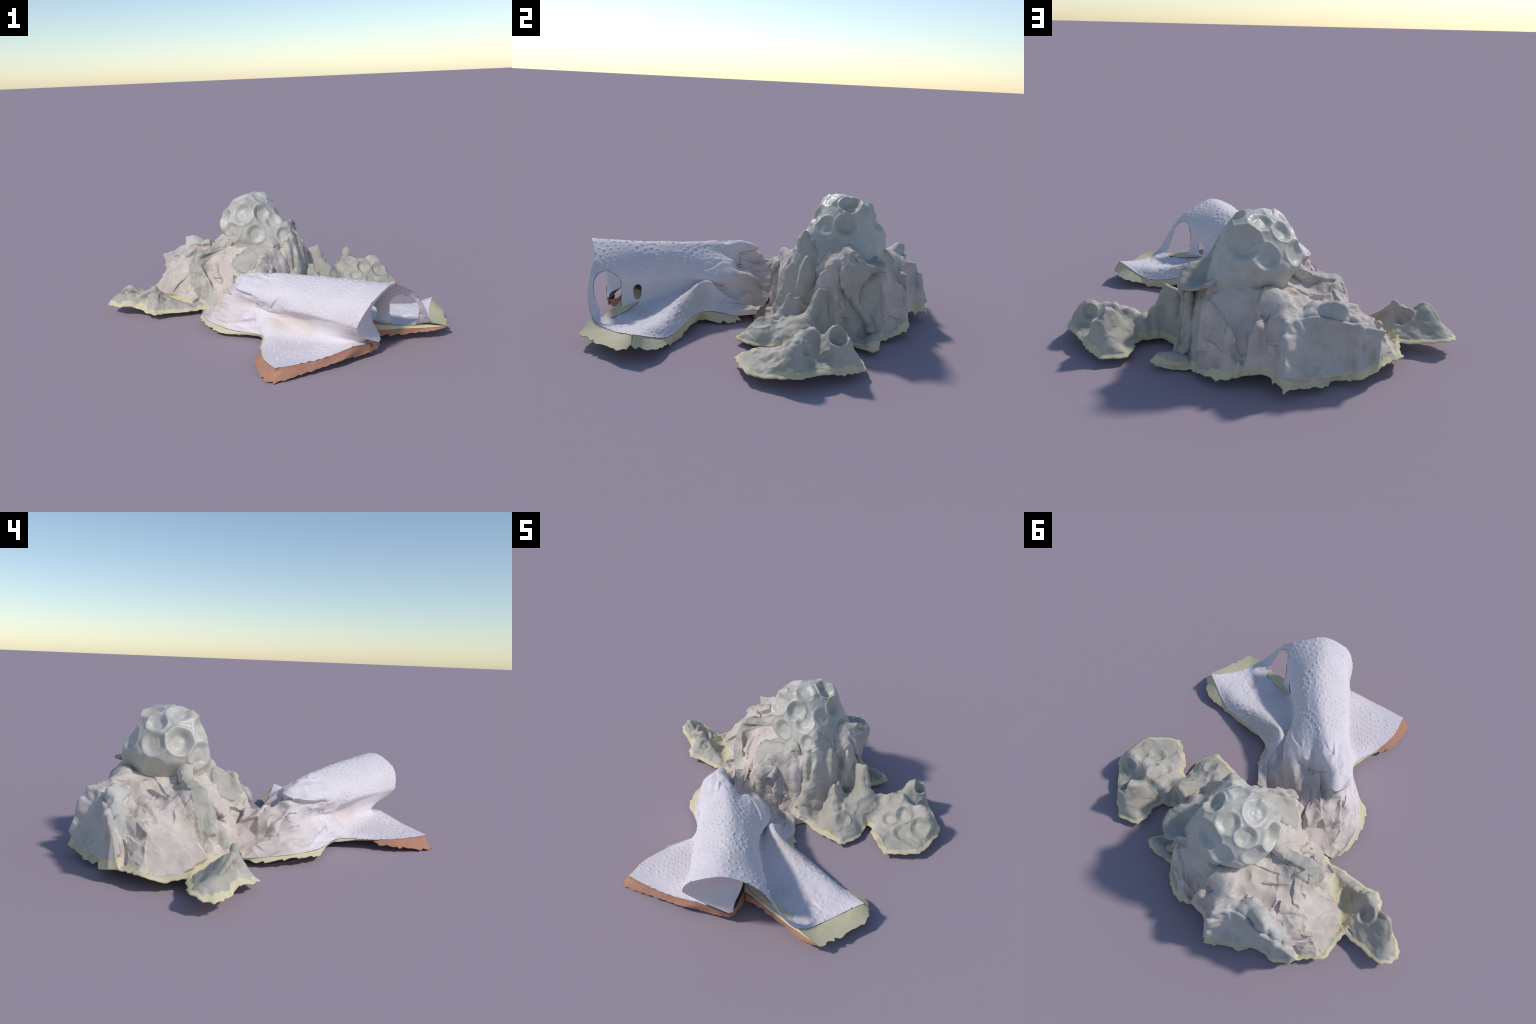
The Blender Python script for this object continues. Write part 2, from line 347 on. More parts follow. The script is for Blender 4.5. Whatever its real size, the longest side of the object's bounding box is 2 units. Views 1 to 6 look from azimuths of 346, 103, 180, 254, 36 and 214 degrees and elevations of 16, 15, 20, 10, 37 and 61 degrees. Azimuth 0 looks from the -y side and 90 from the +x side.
STEP = 0.0036
poly = resample(np.array(OUTLINE + OUTLINE[:1], float), 0.02)[:-1]; poly, pz = poly[:, :2], poly[:, 2]
tang = np.roll(poly, -1, 0) - np.roll(poly, 1, 0)
nrm = np.stack([tang[:, 1], -tang[:, 0]], 1); nrm /= np.linalg.norm(nrm, axis=1, keepdims=True)
poly3 = np.c_[poly, np.zeros(len(poly))]
poly = poly + nrm * (RNG.uniform(-1, 1, len(poly)) * 0.006 + 0.006 * noise(poly3, 9, 2))[:, None]

ctrl = np.array([p for run in FEATURES.values() for p in run])
ep = poly[::2]
ctrl = np.vstack([ctrl, np.c_[ep, pz[::2]]])
# a flat margin behind the ragged edge, where nothing else stands close by
side = np.where(inside(poly, *(poly + nrm * 0.012).T), 1.0, -1.0)
inn = (poly + nrm * side[:, None] * 0.020)[1::2]
ok = np.min(np.linalg.norm(inn[:, None] - ctrl[None, :len(ctrl) - len(ep), :2], axis=2), axis=1) > 0.02
ctrl = np.vstack([ctrl, np.c_[inn[ok], pz[1::2][ok] + 0.010]])

def rbf_fit(c, eps=0.012):
    r = np.sqrt(((c[:, None, :2] - c[None, :, :2]) ** 2).sum(2) + eps * eps)
    n = len(c); A = np.zeros((n + 1, n + 1)); A[:n, :n] = -r + np.eye(n) * 0.004; A[:n, n] = A[n, :n] = 1
    return np.linalg.solve(A, np.r_[c[:, 2], 0])

def rbf_eval(c, w, xy, eps=0.012):
    out = np.empty(len(xy))
    for k in range(0, len(xy), 8000):
        q = xy[k:k + 8000]
        r = np.sqrt(((q[:, None] - c[None, :, :2]) ** 2).sum(2) + eps * eps)
        out[k:k + 8000] = -r @ w[:-1] + w[-1]
    return out

W = rbf_fit(ctrl)
gx = np.arange(-1.03, 1.03, STEP); gy = np.arange(-0.05, 0.97, STEP)
GX, GY = np.meshgrid(gx, gy); X, Y = GX.ravel(), GY.ravel()
dist, near = polydist(poly, X, Y)
sd = np.where(inside(poly, X, Y), dist, -dist)
keepv = sd > -STEP * 0.75
idx = -np.ones(len(X), int); nx = len(gx)
vid = np.flatnonzero(keepv)
idx[vid] = np.arange(len(vid))
q = np.arange(len(X)).reshape(GX.shape)
quads = np.stack([q[:-1, :-1], q[:-1, 1:], q[1:, 1:], q[1:, :-1]], 2).reshape(-1, 4)
quads = quads[keepv[quads].all(1)]
F = idx[quads]
x, y, s = X[vid].copy(), Y[vid].copy(), sd[vid].copy()
out = s < STEP * 0.25
x[out], y[out] = near[vid][out].T
s = np.maximum(s, 0)
z = rbf_eval(ctrl, W, np.c_[x, y])
z = np.maximum(z, 0.010)
V = np.c_[x, y, z]

# ---- close it underneath
nV = len(V)
under = V.copy(); kk = np.concatenate([np.argmin(((V[k:k + 4000, None, :2] - poly[None]) ** 2).sum(2), axis=1) for k in range(0, nV, 4000)])
under[:, 2] = np.minimum(V[:, 2] - 0.008, np.maximum(pz[kk] - 0.006, 0.002))
edges = np.concatenate([F[:, [k, (k + 1) % 4]] for k in range(4)])
key = np.sort(edges, 1); key = key[:, 0] * (nV + 1) + key[:, 1]
u, first, cnt = np.unique(key, return_index=True, return_counts=True)
be = edges[first[cnt == 1]]
sides = np.stack([be[:, 1], be[:, 0], be[:, 0] + nV, be[:, 1] + nV], 1)
solid = [(np.vstack([V, under]), np.vstack([F, sides, F[:, ::-1] + nV]))]

# ---- clay pads, ribbons and tissue folds laid over it
def pad(edge_a, edge_b, thick, sag=0.0, m=14, per=10):
    """A thick band between two edges."""
    A, B = catmull(np.array(edge_a, float), per), catmull(np.array(edge_b, float), per)
    n = max(len(A), len(B))
    f = lambda P: np.stack([np.interp(np.linspace(0, 1, n), np.linspace(0, 1, len(P)), P[:, k]) for k in range(3)], 1)
    A, B = f(A), f(B)
    t = np.linspace(0, 1, m)[None, :, None]
    G = (A[:, None] * (1 - t) + B[:, None] * t).reshape(-1, 3)
    a = np.arange(n * m).reshape(n, m)
    q = np.stack([a[:-1, :-1], a[:-1, 1:], a[1:, 1:], a[1:, :-1]], 2).reshape(-1, 4)
    nn = vnormals(G, q)
    if nn[:, 2].mean() < 0: q = q[:, ::-1]; nn = -nn
    belly = (np.sin(np.pi * t) * np.sin(np.linspace(0, np.pi, n))[:, None, None]).reshape(-1, 1)
    G = G - nn * sag * belly
    w = thick * (0.45 + 0.55 * np.sqrt(np.clip(belly, 0, 1)))
    k = len(G)
    e = np.concatenate([q[:, [j, (j + 1) % 4]] for j in range(4)])
    ky = np.sort(e, 1); ky = ky[:, 0] * (k + 1) + ky[:, 1]
    _, fi, c = np.unique(ky, return_index=True, return_counts=True); bb = e[fi[c == 1]]
    solid.append((np.vstack([G + nn * w * 0.5, G - nn * w * 0.5]),
                  np.vstack([q, q[:, ::-1] + k, np.stack([bb[:, 1], bb[:, 0], bb[:, 0] + k, bb[:, 1] + k], 1)])))

def roll_of(path, radius, seg=10, per=8):
    """A tapering round fold along a path."""
    P = catmull(np.array(path, float), per); n = len(P)
    r = radius * (0.35 + 0.65 * np.sqrt(np.sin(np.pi * np.linspace(0.06, 0.94, n))))
    T = np.gradient(P, axis=0); T /= np.linalg.norm(T, axis=1, keepdims=True)
    A = np.cross(T, [0.21, 0.33, 0.92]); A /= np.linalg.norm(A, axis=1, keepdims=True); B = np.cross(T, A)
    th = np.arange(seg) * 2 * np.pi / seg
    G = P[:, None] + r[:, None, None] * (np.cos(th)[None, :, None] * A[:, None] + np.sin(th)[None, :, None] * B[:, None])
    G = np.vstack([G.reshape(-1, 3), P[0], P[-1]])
    a = np.arange(n * seg).reshape(n, seg); nx_ = np.roll(a, -1, 1)
    q = np.stack([a[:-1], nx_[:-1], nx_[1:], a[1:]], 2).reshape(-1, 4)
    c0 = np.stack([nx_[0], a[0], np.full(seg, n * seg), np.full(seg, n * seg)], 1)
    c1 = np.stack([a[-1], nx_[-1], np.full(seg, n * seg + 1), np.full(seg, n * seg + 1)], 1)
    solid.append((G, np.vstack([q, c0, c1])))

pad([(-.19, .43, .392), (-.28, .412, .368), (-.37, .395, .345), (-.42, .39, .29), (-.428, .365, .22), (-.425, .33, .14), (-.40, .275, .062)],
    [(-.17, .37, .392), (-.27, .345, .375), (-.36, .325, .36), (-.395, .325, .335), (-.388, .30, .28), (-.345, .26, .21), (-.318, .215, .14), (-.345, .195, .075)], 0.024, 0.004)          # strap
pad([(-.125, .845, .335), (-.165, .795, .325), (-.255, .768, .325), (-.36, .787, .322), (-.465, .772, .29), (-.578, .77, .272)],
    [(-.118, .935, .12), (-.18, .895, .085), (-.25, .858, .065), (-.36, .81, .06), (-.46, .775, .065), (-.515, .725, .09)], 0.030, 0.040, m=22)
roll_of([(-.09, .37, .45), (-.165, .385, .415), (-.225, .395, .375), (-.30, .385, .345)], .036)
pad([(-.22, .675, .352), (-.28, .665, .345), (-.33, .68, .32)], [(-.20, .755, .326), (-.29, .75, .322), (-.35, .735, .318)], 0.022)                                 # lobe on the slab
pad([(.20, .49, .498), (.28, .512, .485), (.35, .56, .46), (.365, .62, .40)], [(.13, .60, .45), (.19, .655, .445), (.24, .69, .428), (.295, .702, .412)], 0.024, 0.05)   # folded wing
pad([(.28, .512, .487), (.34, .555, .447), (.366, .60, .41), (.36, .635, .392)],
    [(.30, .47, .42), (.335, .49, .36), (.355, .505, .30), (.352, .53, .24)], 0.024, 0.010)
pad([(.535, .37, .10), (.51, .385, .235), (.476, .402, .314)], [(.395, .42, .09), (.398, .415, .2), (.410, .42, .293)], 0.034)                                      # horn
pad([(-.085, .052, .285), (-.04, .066, .302), (.017, .086, .312)], [(-.07, .032, .232), (-.03, .03, .238), (.032, .062, .250)], 0.028)                            # nub
roll_of([(.0, .075, .30), (.025, .085, .298), (.03, .07, .28)], 0.014)
pad([(-.16, .25, .33), (-.05, .235, .37), (.05, .21, .395), (.12, .215, .41)], [(-.172, .205, .286), (-.13, .132, .258), (-.05, .105, .30), (.06, .145, .325)], 0.024)  # patch
roll_of([(-.53, .22, .07), (-.61, .242, .10), (-.695, .26, .165), (-.78, .285, .155), (-.845, .303, .20), (-.88, .33, .18), (-.905, .37, .14)], 0.013)             # arm ridge
roll_of([(-.37, .75, .32), (-.376, .754, .352), (-.384, .757, .380)], 0.017)                                                                                       # spike
def lump(centre, size, n=18):
    """A rounded pad of clay."""
    th = np.linspace(0, np.pi, n)[1:-1]; ph = np.arange(2 * n) * np.pi / n
    G = np.stack([np.sin(th)[:, None] * np.cos(ph), np.sin(th)[:, None] * np.sin(ph), np.cos(th)[:, None] + 0 * ph], 2)
    G = np.vstack([G.reshape(-1, 3), [[0, 0, 1], [0, 0, -1]]]) * size + centre
    a = np.arange((n - 2) * 2 * n).reshape(n - 2, 2 * n); b = np.roll(a, -1, 1); k = a.size
    q = np.stack([a[:-1], a[1:], b[1:], b[:-1]], 2).reshape(-1, 4)
    solid.append((G, np.vstack([q, np.stack([a[0], b[0], 0 * a[0] + k, 0 * a[0] + k], 1), np.stack([b[-1], a[-1], 0 * a[0] + k + 1, 0 * a[0] + k + 1], 1)])))
lump((-.70, .26, .165), (.020, .016, .030)); lump((-.848, .304, .185), (.024, .018, .028))
lump((.40, .682, .042), (.088, .034, .038)); lump((.45, .678, .042), (.045, .034, .034))

# folds of the tissue
for path, r in (([(-.236, .572, .352), (-.30, .53, .335), (-.351, .489, .32)], .02), ([(-.264, .673, .29), (-.36, .625, .30), (-.43, .59, .295), (-.50, .56, .255), (-.575, .56, .195)], .022),
                ([(-.28, .30, .285), (-.30, .25, .23), (-.27, .21, .18)], .016),
                ([(.33, .60, .37), (.33, .56, .28), (.328, .565, .22), (.32, .60, .17), (.325, .64, .12), (.36, .662, .08)], .022)):
    roll_of(path, r)

# ---- fuse everything into one even skin
off = 0; allv = []; allf = []
for v, f in solid:
    allv.append(v); allf += [list(q[:3]) if q[2] == q[3] else list(q) for q in (f + off).tolist()]; off += len(v)
me = bpy.data.meshes.new("fuse"); me.from_pydata(np.vstack(allv).tolist(), [], allf); me.update()
ob = bpy.data.objects.new("fuse", me); bpy.context.scene.collection.objects.link(ob)
md = ob.modifiers.new("r", "REMESH"); md.mode = "VOXEL"; md.voxel_size = 0.0035
dg = bpy.context.evaluated_depsgraph_get(); ev = ob.evaluated_get(dg).to_mesh()
V = np.empty(len(ev.vertices) * 3); ev.vertices.foreach_get("co", V); V = V.reshape(-1, 3)
li = np.empty(len(ev.loops), np.int32); ev.loops.foreach_get("vertex_index", li)
F = li.reshape(-1, 4).astype(int)
ob.evaluated_get(dg).to_mesh_clear(); bpy.data.objects.remove(ob); bpy.data.meshes.remove(me)
E4 = np.unique(np.sort(np.concatenate([F[:, [k, (k + 1) % 4]] for k in range(4)]), 1), axis=0)
deg = np.bincount(E4.ravel(), minlength=len(V)).astype(float)
def relax(f, n):
    for _ in range(n):
        g = np.zeros_like(f)
        np.add.at(g, E4[:, 0], f[E4[:, 1]]); np.add.at(g, E4[:, 1], f[E4[:, 0]])
        f = 0.5 * f + 0.5 * g / deg.reshape((-1,) + (1,) * (f.ndim - 1))
    return f
V = relax(V, 2)
soft = smooth(0.10, 0.16, V[:, 2]) * (1 - smooth(0.30, 0.34, V[:, 0])) * (1 - inside([(-.07, .95), (-.10, .82), (-.3, .70), (-.6, .72), (-.6, .95)], V[:, 0], V[:, 1]))
V = V + (relax(V, 7) - V) * (0.75 * soft)[:, None]
x, y, z = V.T
jx = np.clip(np.round((x - gx[0]) / STEP).astype(int), 0, nx - 1); jy = np.clip(np.round((y - gy[0]) / STEP).astype(int), 0, len(gy) - 1)
s = np.maximum(sd.reshape(GX.shape)[jy, jx], 0)
N = vnormals(V, F)

# ---- which matter lies where (outlines seen from above)
wx, wy = x + 0.012 * fbm(V, 22, 4, 3), y + 0.012 * fbm(V, 22, 9, 3)
REGION = dict(
    clay_slab=[(-.06, .95), (-.10, .835), (-.155, .775), (-.20, .70), (-.26, .655), (-.33, .665), (-.38, .70), (-.45, .68), (-.52, .70), (-.60, .765), (-.565, .775), (-.55, .82), (-.3, .93), (-.1, .99)],
    clay_strap=[(-.13, .42), (-.24, .42), (-.33, .40), (-.44, .39), (-.45, .35), (-.445, .28), (-.405, .24), (-.36, .165), (-.315, .18), (-.335, .24), (-.385, .32), (-.30, .345), (-.19, .36), (-.13, .37)],
    clay_patch=[(-.185, .225), (-.13, .11), (-.08, .07), (-.03, .12), (.06, .17), (.13, .21), (.0, .27), (-.1, .27)],
    clay_nub=[(-.085, .03), (-.03, .02), (.03, .07), (.02, .10), (-.03, .09), (-.07, .07)],
    clay_wall=[(.165, .20), (.185, .12), (.22, .07), (.34, .10), (.36, .20), (.36, .30), (.33, .345), (.29, .35), (.24, .40), (.15, .40)],
    clay_wing=[(.2, .47), (.29, .475), (.36, .52), (.40, .56), (.385, .63), (.31, .72), (.26, .70), (.22, .64), (.15, .60)],
    clay_leg=[(.34, .53), (.37, .5), (.44, .56), (.52, .66), (.48, .74), (.28, .715), (.29, .67), (.33, .63)],
    clay_arm=[(-.40, .13), (-1.1, .05), (-1.1, .6), (-.745, .6), (-.735, .44), (-.66, .42), (-.655, .36), (-.60, .285), (-.50, .235), (-.42, .20)],
    clay_horn=[(.33, .12), (.38, -.05), (.62, -.05), (.62, .2), (.585, .33), (.575, .47), (.53, .47), (.40, .50), (.37, .44), (.385, .33), (.35, .25)],
    clay_lump=[(.56, .33), (.64, .2), (.8, .0), (1.1, .1), (1.1, .5), (.8, .72), (.6, .7), (.56, .5)],
)
poly_z = pz
near_k = np.concatenate([np.argmin(((V[k:k + 4000, None, :2] - poly[None]) ** 2).sum(2), axis=1) for k in range(0, len(V), 4000)])
names = list(REGION) + ["tissue_mound", "backing_skirt"]
label = np.full(len(V), names.index("tissue_mound"))
for k, n in enumerate(REGION):
    label[inside(REGION[n], wx, wy)] = k
margin = 0.020 + 0.010 * noise(V, 8, 6)
basin = inside([(-.47, .205), (-.55, .25), (-.66, .32), (-.715, .42), (-.69, .47), (-.66, .45), (-.60, .40), (-.52, .345), (-.47, .29)], wx, wy) & (z < 0.085)
rim_z = poly_z[near_k]
low = (s < margin) & (z < rim_z + 0.035)
label[low | basin | (N[:, 2] < -0.6) & (z < 0.1)] = names.index("backing_skirt")

# ---- relief
tis = relax((label == names.index("tissue_mound")).astype(float), 6)
inner = smooth(0.0, 0.04, s)
ang = np.arctan2(y - 0.47, x + 0.05); rad = np.hypot(x + 0.05, y - 0.47)
hang = smooth(0.30, 0.20, z)
down = np.c_[np.cos(ang) * 0.45, np.sin(ang) * 0.45, (rad - z) * 0.42]      # cloth hanging down the slopes
rel = 0.28 * crush(V, 31, 0.13) + 0.36 * crush(V, 41, 0.07) * (1 - 0.5 * hang) + 0.42 * crush(down, 45, 0.07) * hang + 0.20 * crush(V, 51, 0.032) + 0.012 * creases(V, 31, 8.5)
slabby = relax((label == names.index("clay_slab")).astype(float), 4)
clayrel = (0.35 * folds(V, 67, 0.10) + 0.012 * creases(V, 68, 7)) * slabby + 0.010 * creases(V, 69, 9) + 0.012 * fbm(V, 9, 2, 3) + 0.16 * folds(V, 61, 0.06) + 0.10 * folds(V, 71, 0.022) * smooth(-0.1, 0.3, noise(V, 6, 77))
bound = lambda f, a: a * np.tanh(f / a)
V = V + N * ((bound(0.85 * rel, 0.022) * tis + bound(clayrel, 0.016) * (1 - tis)) * inner)[:, None]
# pasted-on clay stands a little proud of the tissue, with a step at its border
proud = relax((label < len(REGION)).astype(float), 2)
V = V + N * (0.005 * proud * inner)[:, None]
N = vnormals(relax(V, 1), F)
V = press(V, N, [((.765, .545, .19), .046, .045), ((.706, .278, .11), .042, .018), ((.780, .305, .15), .045, .020), ((.90, .28, .13), .055, .020), ((.82, .225, .10), .05, .014),
                 ((.70, .385, .17), .045, .014), ((.50, .11, .12), .045, .012), ((.47, .21, .155), .06, .010), ((.174, .225, .468), .045, .02), ((.33, .55, .45), .035, .010),
                 ((-.78, .25, .10), .05, .016), ((-.65, .23, .12), .04, .014), ((.43, .17, .14), .04, .010), ((-.60, .29, .085), .05, .02), ((-.74, .33, .14), .05, .03), ((.62, .37, .14), .04, .015), ((.86, .41, .16), .04, .02), ((.83, .50, .10), .04, .012)])
V[:, 2] = np.maximum(V[:, 2], 0.001)
N = vnormals(V, F)

# ---- hand the faces to their parts
fl = np.sort(label[F], 1); fl = np.where(fl[:, 1] == fl[:, 2], fl[:, 1], fl[:, 3])
mats = dict(tissue_mound=M_TISSUE, backing_skirt=M_SKIRT, clay_slab=M_SLAB)
mound = empty("clay_and_tissue_mound", THING)
for k, n in enumerate(names):
    emit(n, V, F[fl == k], N, mats.get(n, M_CLAY), mound)

# ------------------------------------------------------------------ the dimpled knob
# rings of radii towards E, NE, N, NW, W, SW, S, SE round the point (0.03, 0.44)
RINGS = [(0.33, [.18, .18, .15, .15, .13, .16, .17, .22]), (0.375, [.235, .275, .20, .185, .150, .195, .21, .30]), (0.41, [.235, .275, .225, .205, .182, .212, .215, .30]),
         (0.45, [.215, .262, .238, .225, .218, .236, .214, .29]), (0.50, [.190, .236, .234, .232, .230, .232, .20, .252]), (0.55, [.172, .212, .222, .215, .214, .218, .178, .208]),
         (0.60, [.150, .195, .186, .185, .192, .20, .152, .155]), (0.64, [.130, .178, .166, .155, .162, .178, .132, .126]),
         (0.67, [.110, .165, .150, .125, .138, .158, .112, .10]), (0.692, [.088, .15, .13, .08, .095, .128, .095, .085]), (0.706, [.062, .118, .075, .045, .06, .085, .075, .07]), (0.713, [.035, .06, .04, .025, .03, .045, .04, .04])]
cx, cy = 0.03, 0.44
dirs = np.arange(8) * np.pi / 4
ring_pts = []
for zz, rr in RINGS:
    P = np.stack([cx + np.cos(dirs) * (np.array(rr)), cy + np.sin(dirs) * np.array(rr), np.full(8, zz)], 1)
    ring_pts.append(catmull(P, 42, closed=True))
ring_pts = np.array(ring_pts)
K = catmull(ring_pts, 10)
nr, nc = K.shape[:2]
KV = K.reshape(-1, 3)
a = np.arange(nr * nc).reshape(nr, nc)
KF = np.stack([a[:-1], np.roll(a, -1, 1)[:-1], np.roll(a, -1, 1)[1:], a[1:]], 2).reshape(-1, 4)
top = KV[a[-1]].mean(0) + [0, 0, 0.004]; bot = KV[a[0]].mean(0)
KV = np.vstack([KV, top, bot])
ti = len(KV) - 2
cap = np.stack([a[-1], np.roll(a[-1], -1), np.full(nc, ti), np.full(nc, ti)], 1)
capb = np.stack([np.roll(a[0], -1), a[0], np.full(nc, ti + 1), np.full(nc, ti + 1)], 1)
KF = np.vstack([KF, cap, capb])
KN = vnormals(KV, KF)
KV = KV + KN * (0.010 * fbm(KV, 7, 12, 3) + 0.18 * folds(KV, 14, 0.12))[:, None]
KN = vnormals(KV, KF)
THUMBS = [((-.077, .305, .603), .056, .024), ((.039, .298, .598), .048, .020), ((-.152, .322, .491), .055, .020), ((-.176, .416, .562), .058, .034),
          ((-.147, .534, .543), .050, .016), ((-.095, .518, .637), .046, .020), ((.0, .528, .682), .048, .016), ((-.075, .410, .690), .055, .018), ((.07, .615, .61), .068, .024),
          ((-.03, .626, .552), .052, .018), ((.195, .475, .593), .050, .026), ((.125, .485, .69), .05, .034), ((.055, .37, .695), .046, .012), ((.186, .36, .575), .046, .012),
          ((.115, .275, .548), .048, .014), ((-.016, .25, .478), .050, .014), ((.174, .232, .458), .046, .016), ((-.14, .53, .44), .05, .008)]
KV = press(KV, KN, [(c, r * 1.16, d * 1.1) for c, r, d in THUMBS])
KN = vnormals(KV, KF)
KV = KV + KN * (0.0022 * fbm(KV, 30, 3, 3))[:, None]
emit("dimpled_knob", KV, KF, vnormals(KV, KF), M_KNOB, mound)

# ------------------------------------------------------------------ the paper towel
# Cross-sections from the open front edge to the bunched end. Each runs from the outer edge of the left flap, up the
# leg under the overhang, over the roll and down the right side to the outer edge of the right flap.
SECTIONS = [
    [(-.241, -.907, .071), (.0, -.890, .073), (.22, -.850, .098), (.366, -.804, .072), (.285, -.848, .118), (.225, -.885, .165), (.199, -.915, .208), (.193, -.936, .252), (.252, -.944, .35),
     (.38, -.888, .418), (.47, -.825, .392), (.55, -.785, .345), (.613, -.773, .29), (.672, -.757, .20), (.735, -.695, .10), (.80, -.57, .085), (.86, -.47, .105), (.914, -.40, .129)],
    [(-.260, -.76, .062), (-.05, -.765, .078), (.09, -.76, .092), (.145, -.765, .115), (.142, -.768, .14), (.134, -.772, .168), (.124, -.785, .205), (.122, -.80, .245), (.165, -.785, .335),
     (.27, -.70, .396), (.355, -.665, .374), (.42, -.645, .325), (.468, -.628, .25), (.445, -.605, .165), (.455, -.595, .088), (.58, -.49, .080), (.67, -.36, .105), (.71, -.300, .055)],
    [(-.227, -.594, .053), (-.14, -.57, .062), (-.05, -.55, .064), (.022, -.54, .09), (.04, -.543, .13), (.032, -.55, .168), (.02, -.57, .198), (-.015, -.595, .235), (.02, -.58, .32),
     (.12, -.49, .378), (.19, -.455, .355), (.25, -.445, .305), (.28, -.43, .24), (.282, -.43, .19), (.305, -.435, .14), (.372, -.39, .135), (.42, -.32, .17), (.46, -.25, .09)],
    [(-.175, -.43, .048), (-.165, -.425, .075), (-.125, -.425, .125), (-.085, -.42, .132), (-.07, -.42, .15), (-.07, -.425, .172), (-.085, -.437, .19), (-.10, -.447, .215), (-.115, -.41, .295),
     (-.05, -.30, .364), (.04, -.27, .318), (.12, -.25, .28), (.195, -.22, .21), (.185, -.245, .175), (.20, -.265, .16), (.23, -.268, .185), (.26, -.255, .203), (.31, -.20, .06)],
    [(-.315, -.275, .045), (-.295, -.275, .058), (-.272, -.275, .075), (-.252, -.285, .12), (-.238, -.268, .155), (-.225, -.25, .175), (-.235, -.25, .20), (-.25, -.24, .23), (-.24, -.21, .29),
     (-.187, -.165, .332), (-.115, -.165, .262), (-.02, -.16, .255), (.07, -.125, .20), (.13, -.13, .15), (.18, -.14, .13), (.225, -.135, .12), (.255, -.12, .10), (.295, -.105, .045)],
    [(-.418, -.12, .055), (-.40, -.12, .065), (-.385, -.135, .102), (-.35, -.13, .125), (-.35, -.13, .15), (-.348, -.122, .178), (-.335, -.11, .204), (-.31, -.09, .225), (-.27, -.065, .205),
     (-.225, -.05, .252), (-.15, -.08, .232), (-.075, -.10, .225), (.0, -.075, .185), (.08, -.07, .125), (.14, -.07, .12), (.19, -.065, .105), (.23, -.06, .08), (.28, -.065, .043)],
    [(-.435, .03, .052), (-.415, .035, .060), (-.39, .035, .085), (-.37, .03, .115), (-.355, .025, .12), (-.34, .02, .125), (-.325, .015, .13), (-.30, .02, .13), (-.25, .035, .175),
     (-.195, .055, .205), (-.15, .095, .215), (-.09, .01, .15), (-.02, -.02, .115), (.05, -.01, .085), (.11, -.01, .07), (.16, -.01, .06), (.20, -.01, .065), (.235, -.005, .042)],
    [(-.415, .14, .042), (-.40, .145, .05), (-.38, .15, .06), (-.365, .155, .065), (-.35, .16, .068), (-.335, .16, .07), (-.315, .16, .08), (-.29, .16, .092), (-.245, .155, .112),
     (-.19, .15, .125), (-.135, .135, .135), (-.08, .06, .10), (-.01, .03, .07), (.05, .03, .055), (.10, .03, .05), (.15, .025, .06), (.19, .02, .05), (.225, .02, .042)],
]
SEC = np.array(SECTIONS)
rowlen = np.linalg.norm(np.diff(SEC, axis=0), axis=2).mean(1)
rows = catmull(SEC, [int(max(8, l / 0.0042)) for l in rowlen])
srow = np.concatenate([np.linspace(k, k + 1, int(max(8, l / 0.0042)), endpoint=False) for k, l in enumerate(rowlen)] + [[len(SEC) - 1.0]])
cols = rows.transpose(1, 0, 2)
collen = np.linalg.norm(np.diff(cols, axis=0), axis=2)
ncol = [int(max(5, np.percentile(l, 80) / 0.0042)) for l in collen]
sheet = catmull(cols, ncol).transpose(1, 0, 2)
ccol = np.concatenate([np.linspace(k, k + 1, n, endpoint=False) for k, n in enumerate(ncol)] + [[len(ncol) * 1.0]])
R, C = sheet.shape[:2]
TV = sheet.reshape(-1, 3); SR = np.repeat(srow, C); CC = np.tile(ccol, R)
a = np.arange(R * C).reshape(R, C)
TF = np.stack([a[:-1, :-1], a[:-1, 1:], a[1:, 1:], a[1:, :-1]], 2).reshape(-1, 4)
TN = vnormals(TV, TF)
if TN[a[R // 3, np.argmin(abs(ccol - 9))], 2] < 0:
    TF = TF[:, ::-1]; TN = -TN

# embossing: rings of raised dots, laid out in the paper's own flat coordinates
vv = np.r_[0, np.cumsum(np.linalg.norm(np.diff(sheet[: R // 2].mean(0), axis=0), axis=1))]
uu = np.r_[0, np.cumsum(np.linalg.norm(np.diff(sheet[:, np.argmin(abs(ccol - 9))], axis=0), axis=1))]
U = np.repeat(uu, C); Vv = np.tile(vv, R)
def dots(u, v):
    cu, cv = 0.33, 0.27
    iv = np.floor(v / cv); u2 = u + 0.5 * cu * (iv % 2)
    du = (u2 / cu - np.floor(u2 / cu) - 0.5) * cu; dv = (v / cv - iv - 0.5) * cv * 1.15
    jit = np.c_[u, v, u * 0]
    du = du + 0.010 * noise(jit, 11, 61); dv = dv + 0.010 * noise(jit, 11, 62)
    r = np.hypot(du, dv * 0.86); th = np.arctan2(dv, du)
    pitch = 0.040
    k = np.clip(np.round(r / pitch - 0.25), 0, 9); rk = (k + 0.25) * pitch
    n = np.maximum(2, np.round(2 * np.pi * rk / 0.031))
    t = th / (2 * np.pi) * n + k * 0.37
    arc = (t - np.round(t)) * 2 * np.pi / n * rk
    d = np.hypot(arc / 0.0090, (r - rk) / 0.0058)
    return np.exp(-d ** 4) * smooth(-0.55, 0.15, noise(jit, 8, 13)) * (0.8 + 0.5 * noise(jit, 30, 64))
bunch = smooth(2.3, 3.6, SR)
right = smooth(13.5, 15, CC)
emb = dots(U, Vv) * (1 - smooth(2.5, 3.2, SR)) * (1 - 0.75 * smooth(2.2, 3.2, CC) * (1 - smooth(6.2, 7.2, CC)))
rim = np.minimum(smooth(0, 0.06, SR), smooth(0, .5, CC) * smooth(0, .5, 17 - CC))
soft = 0.30 + 0.70 * smooth(1.6, 2.6, SR)
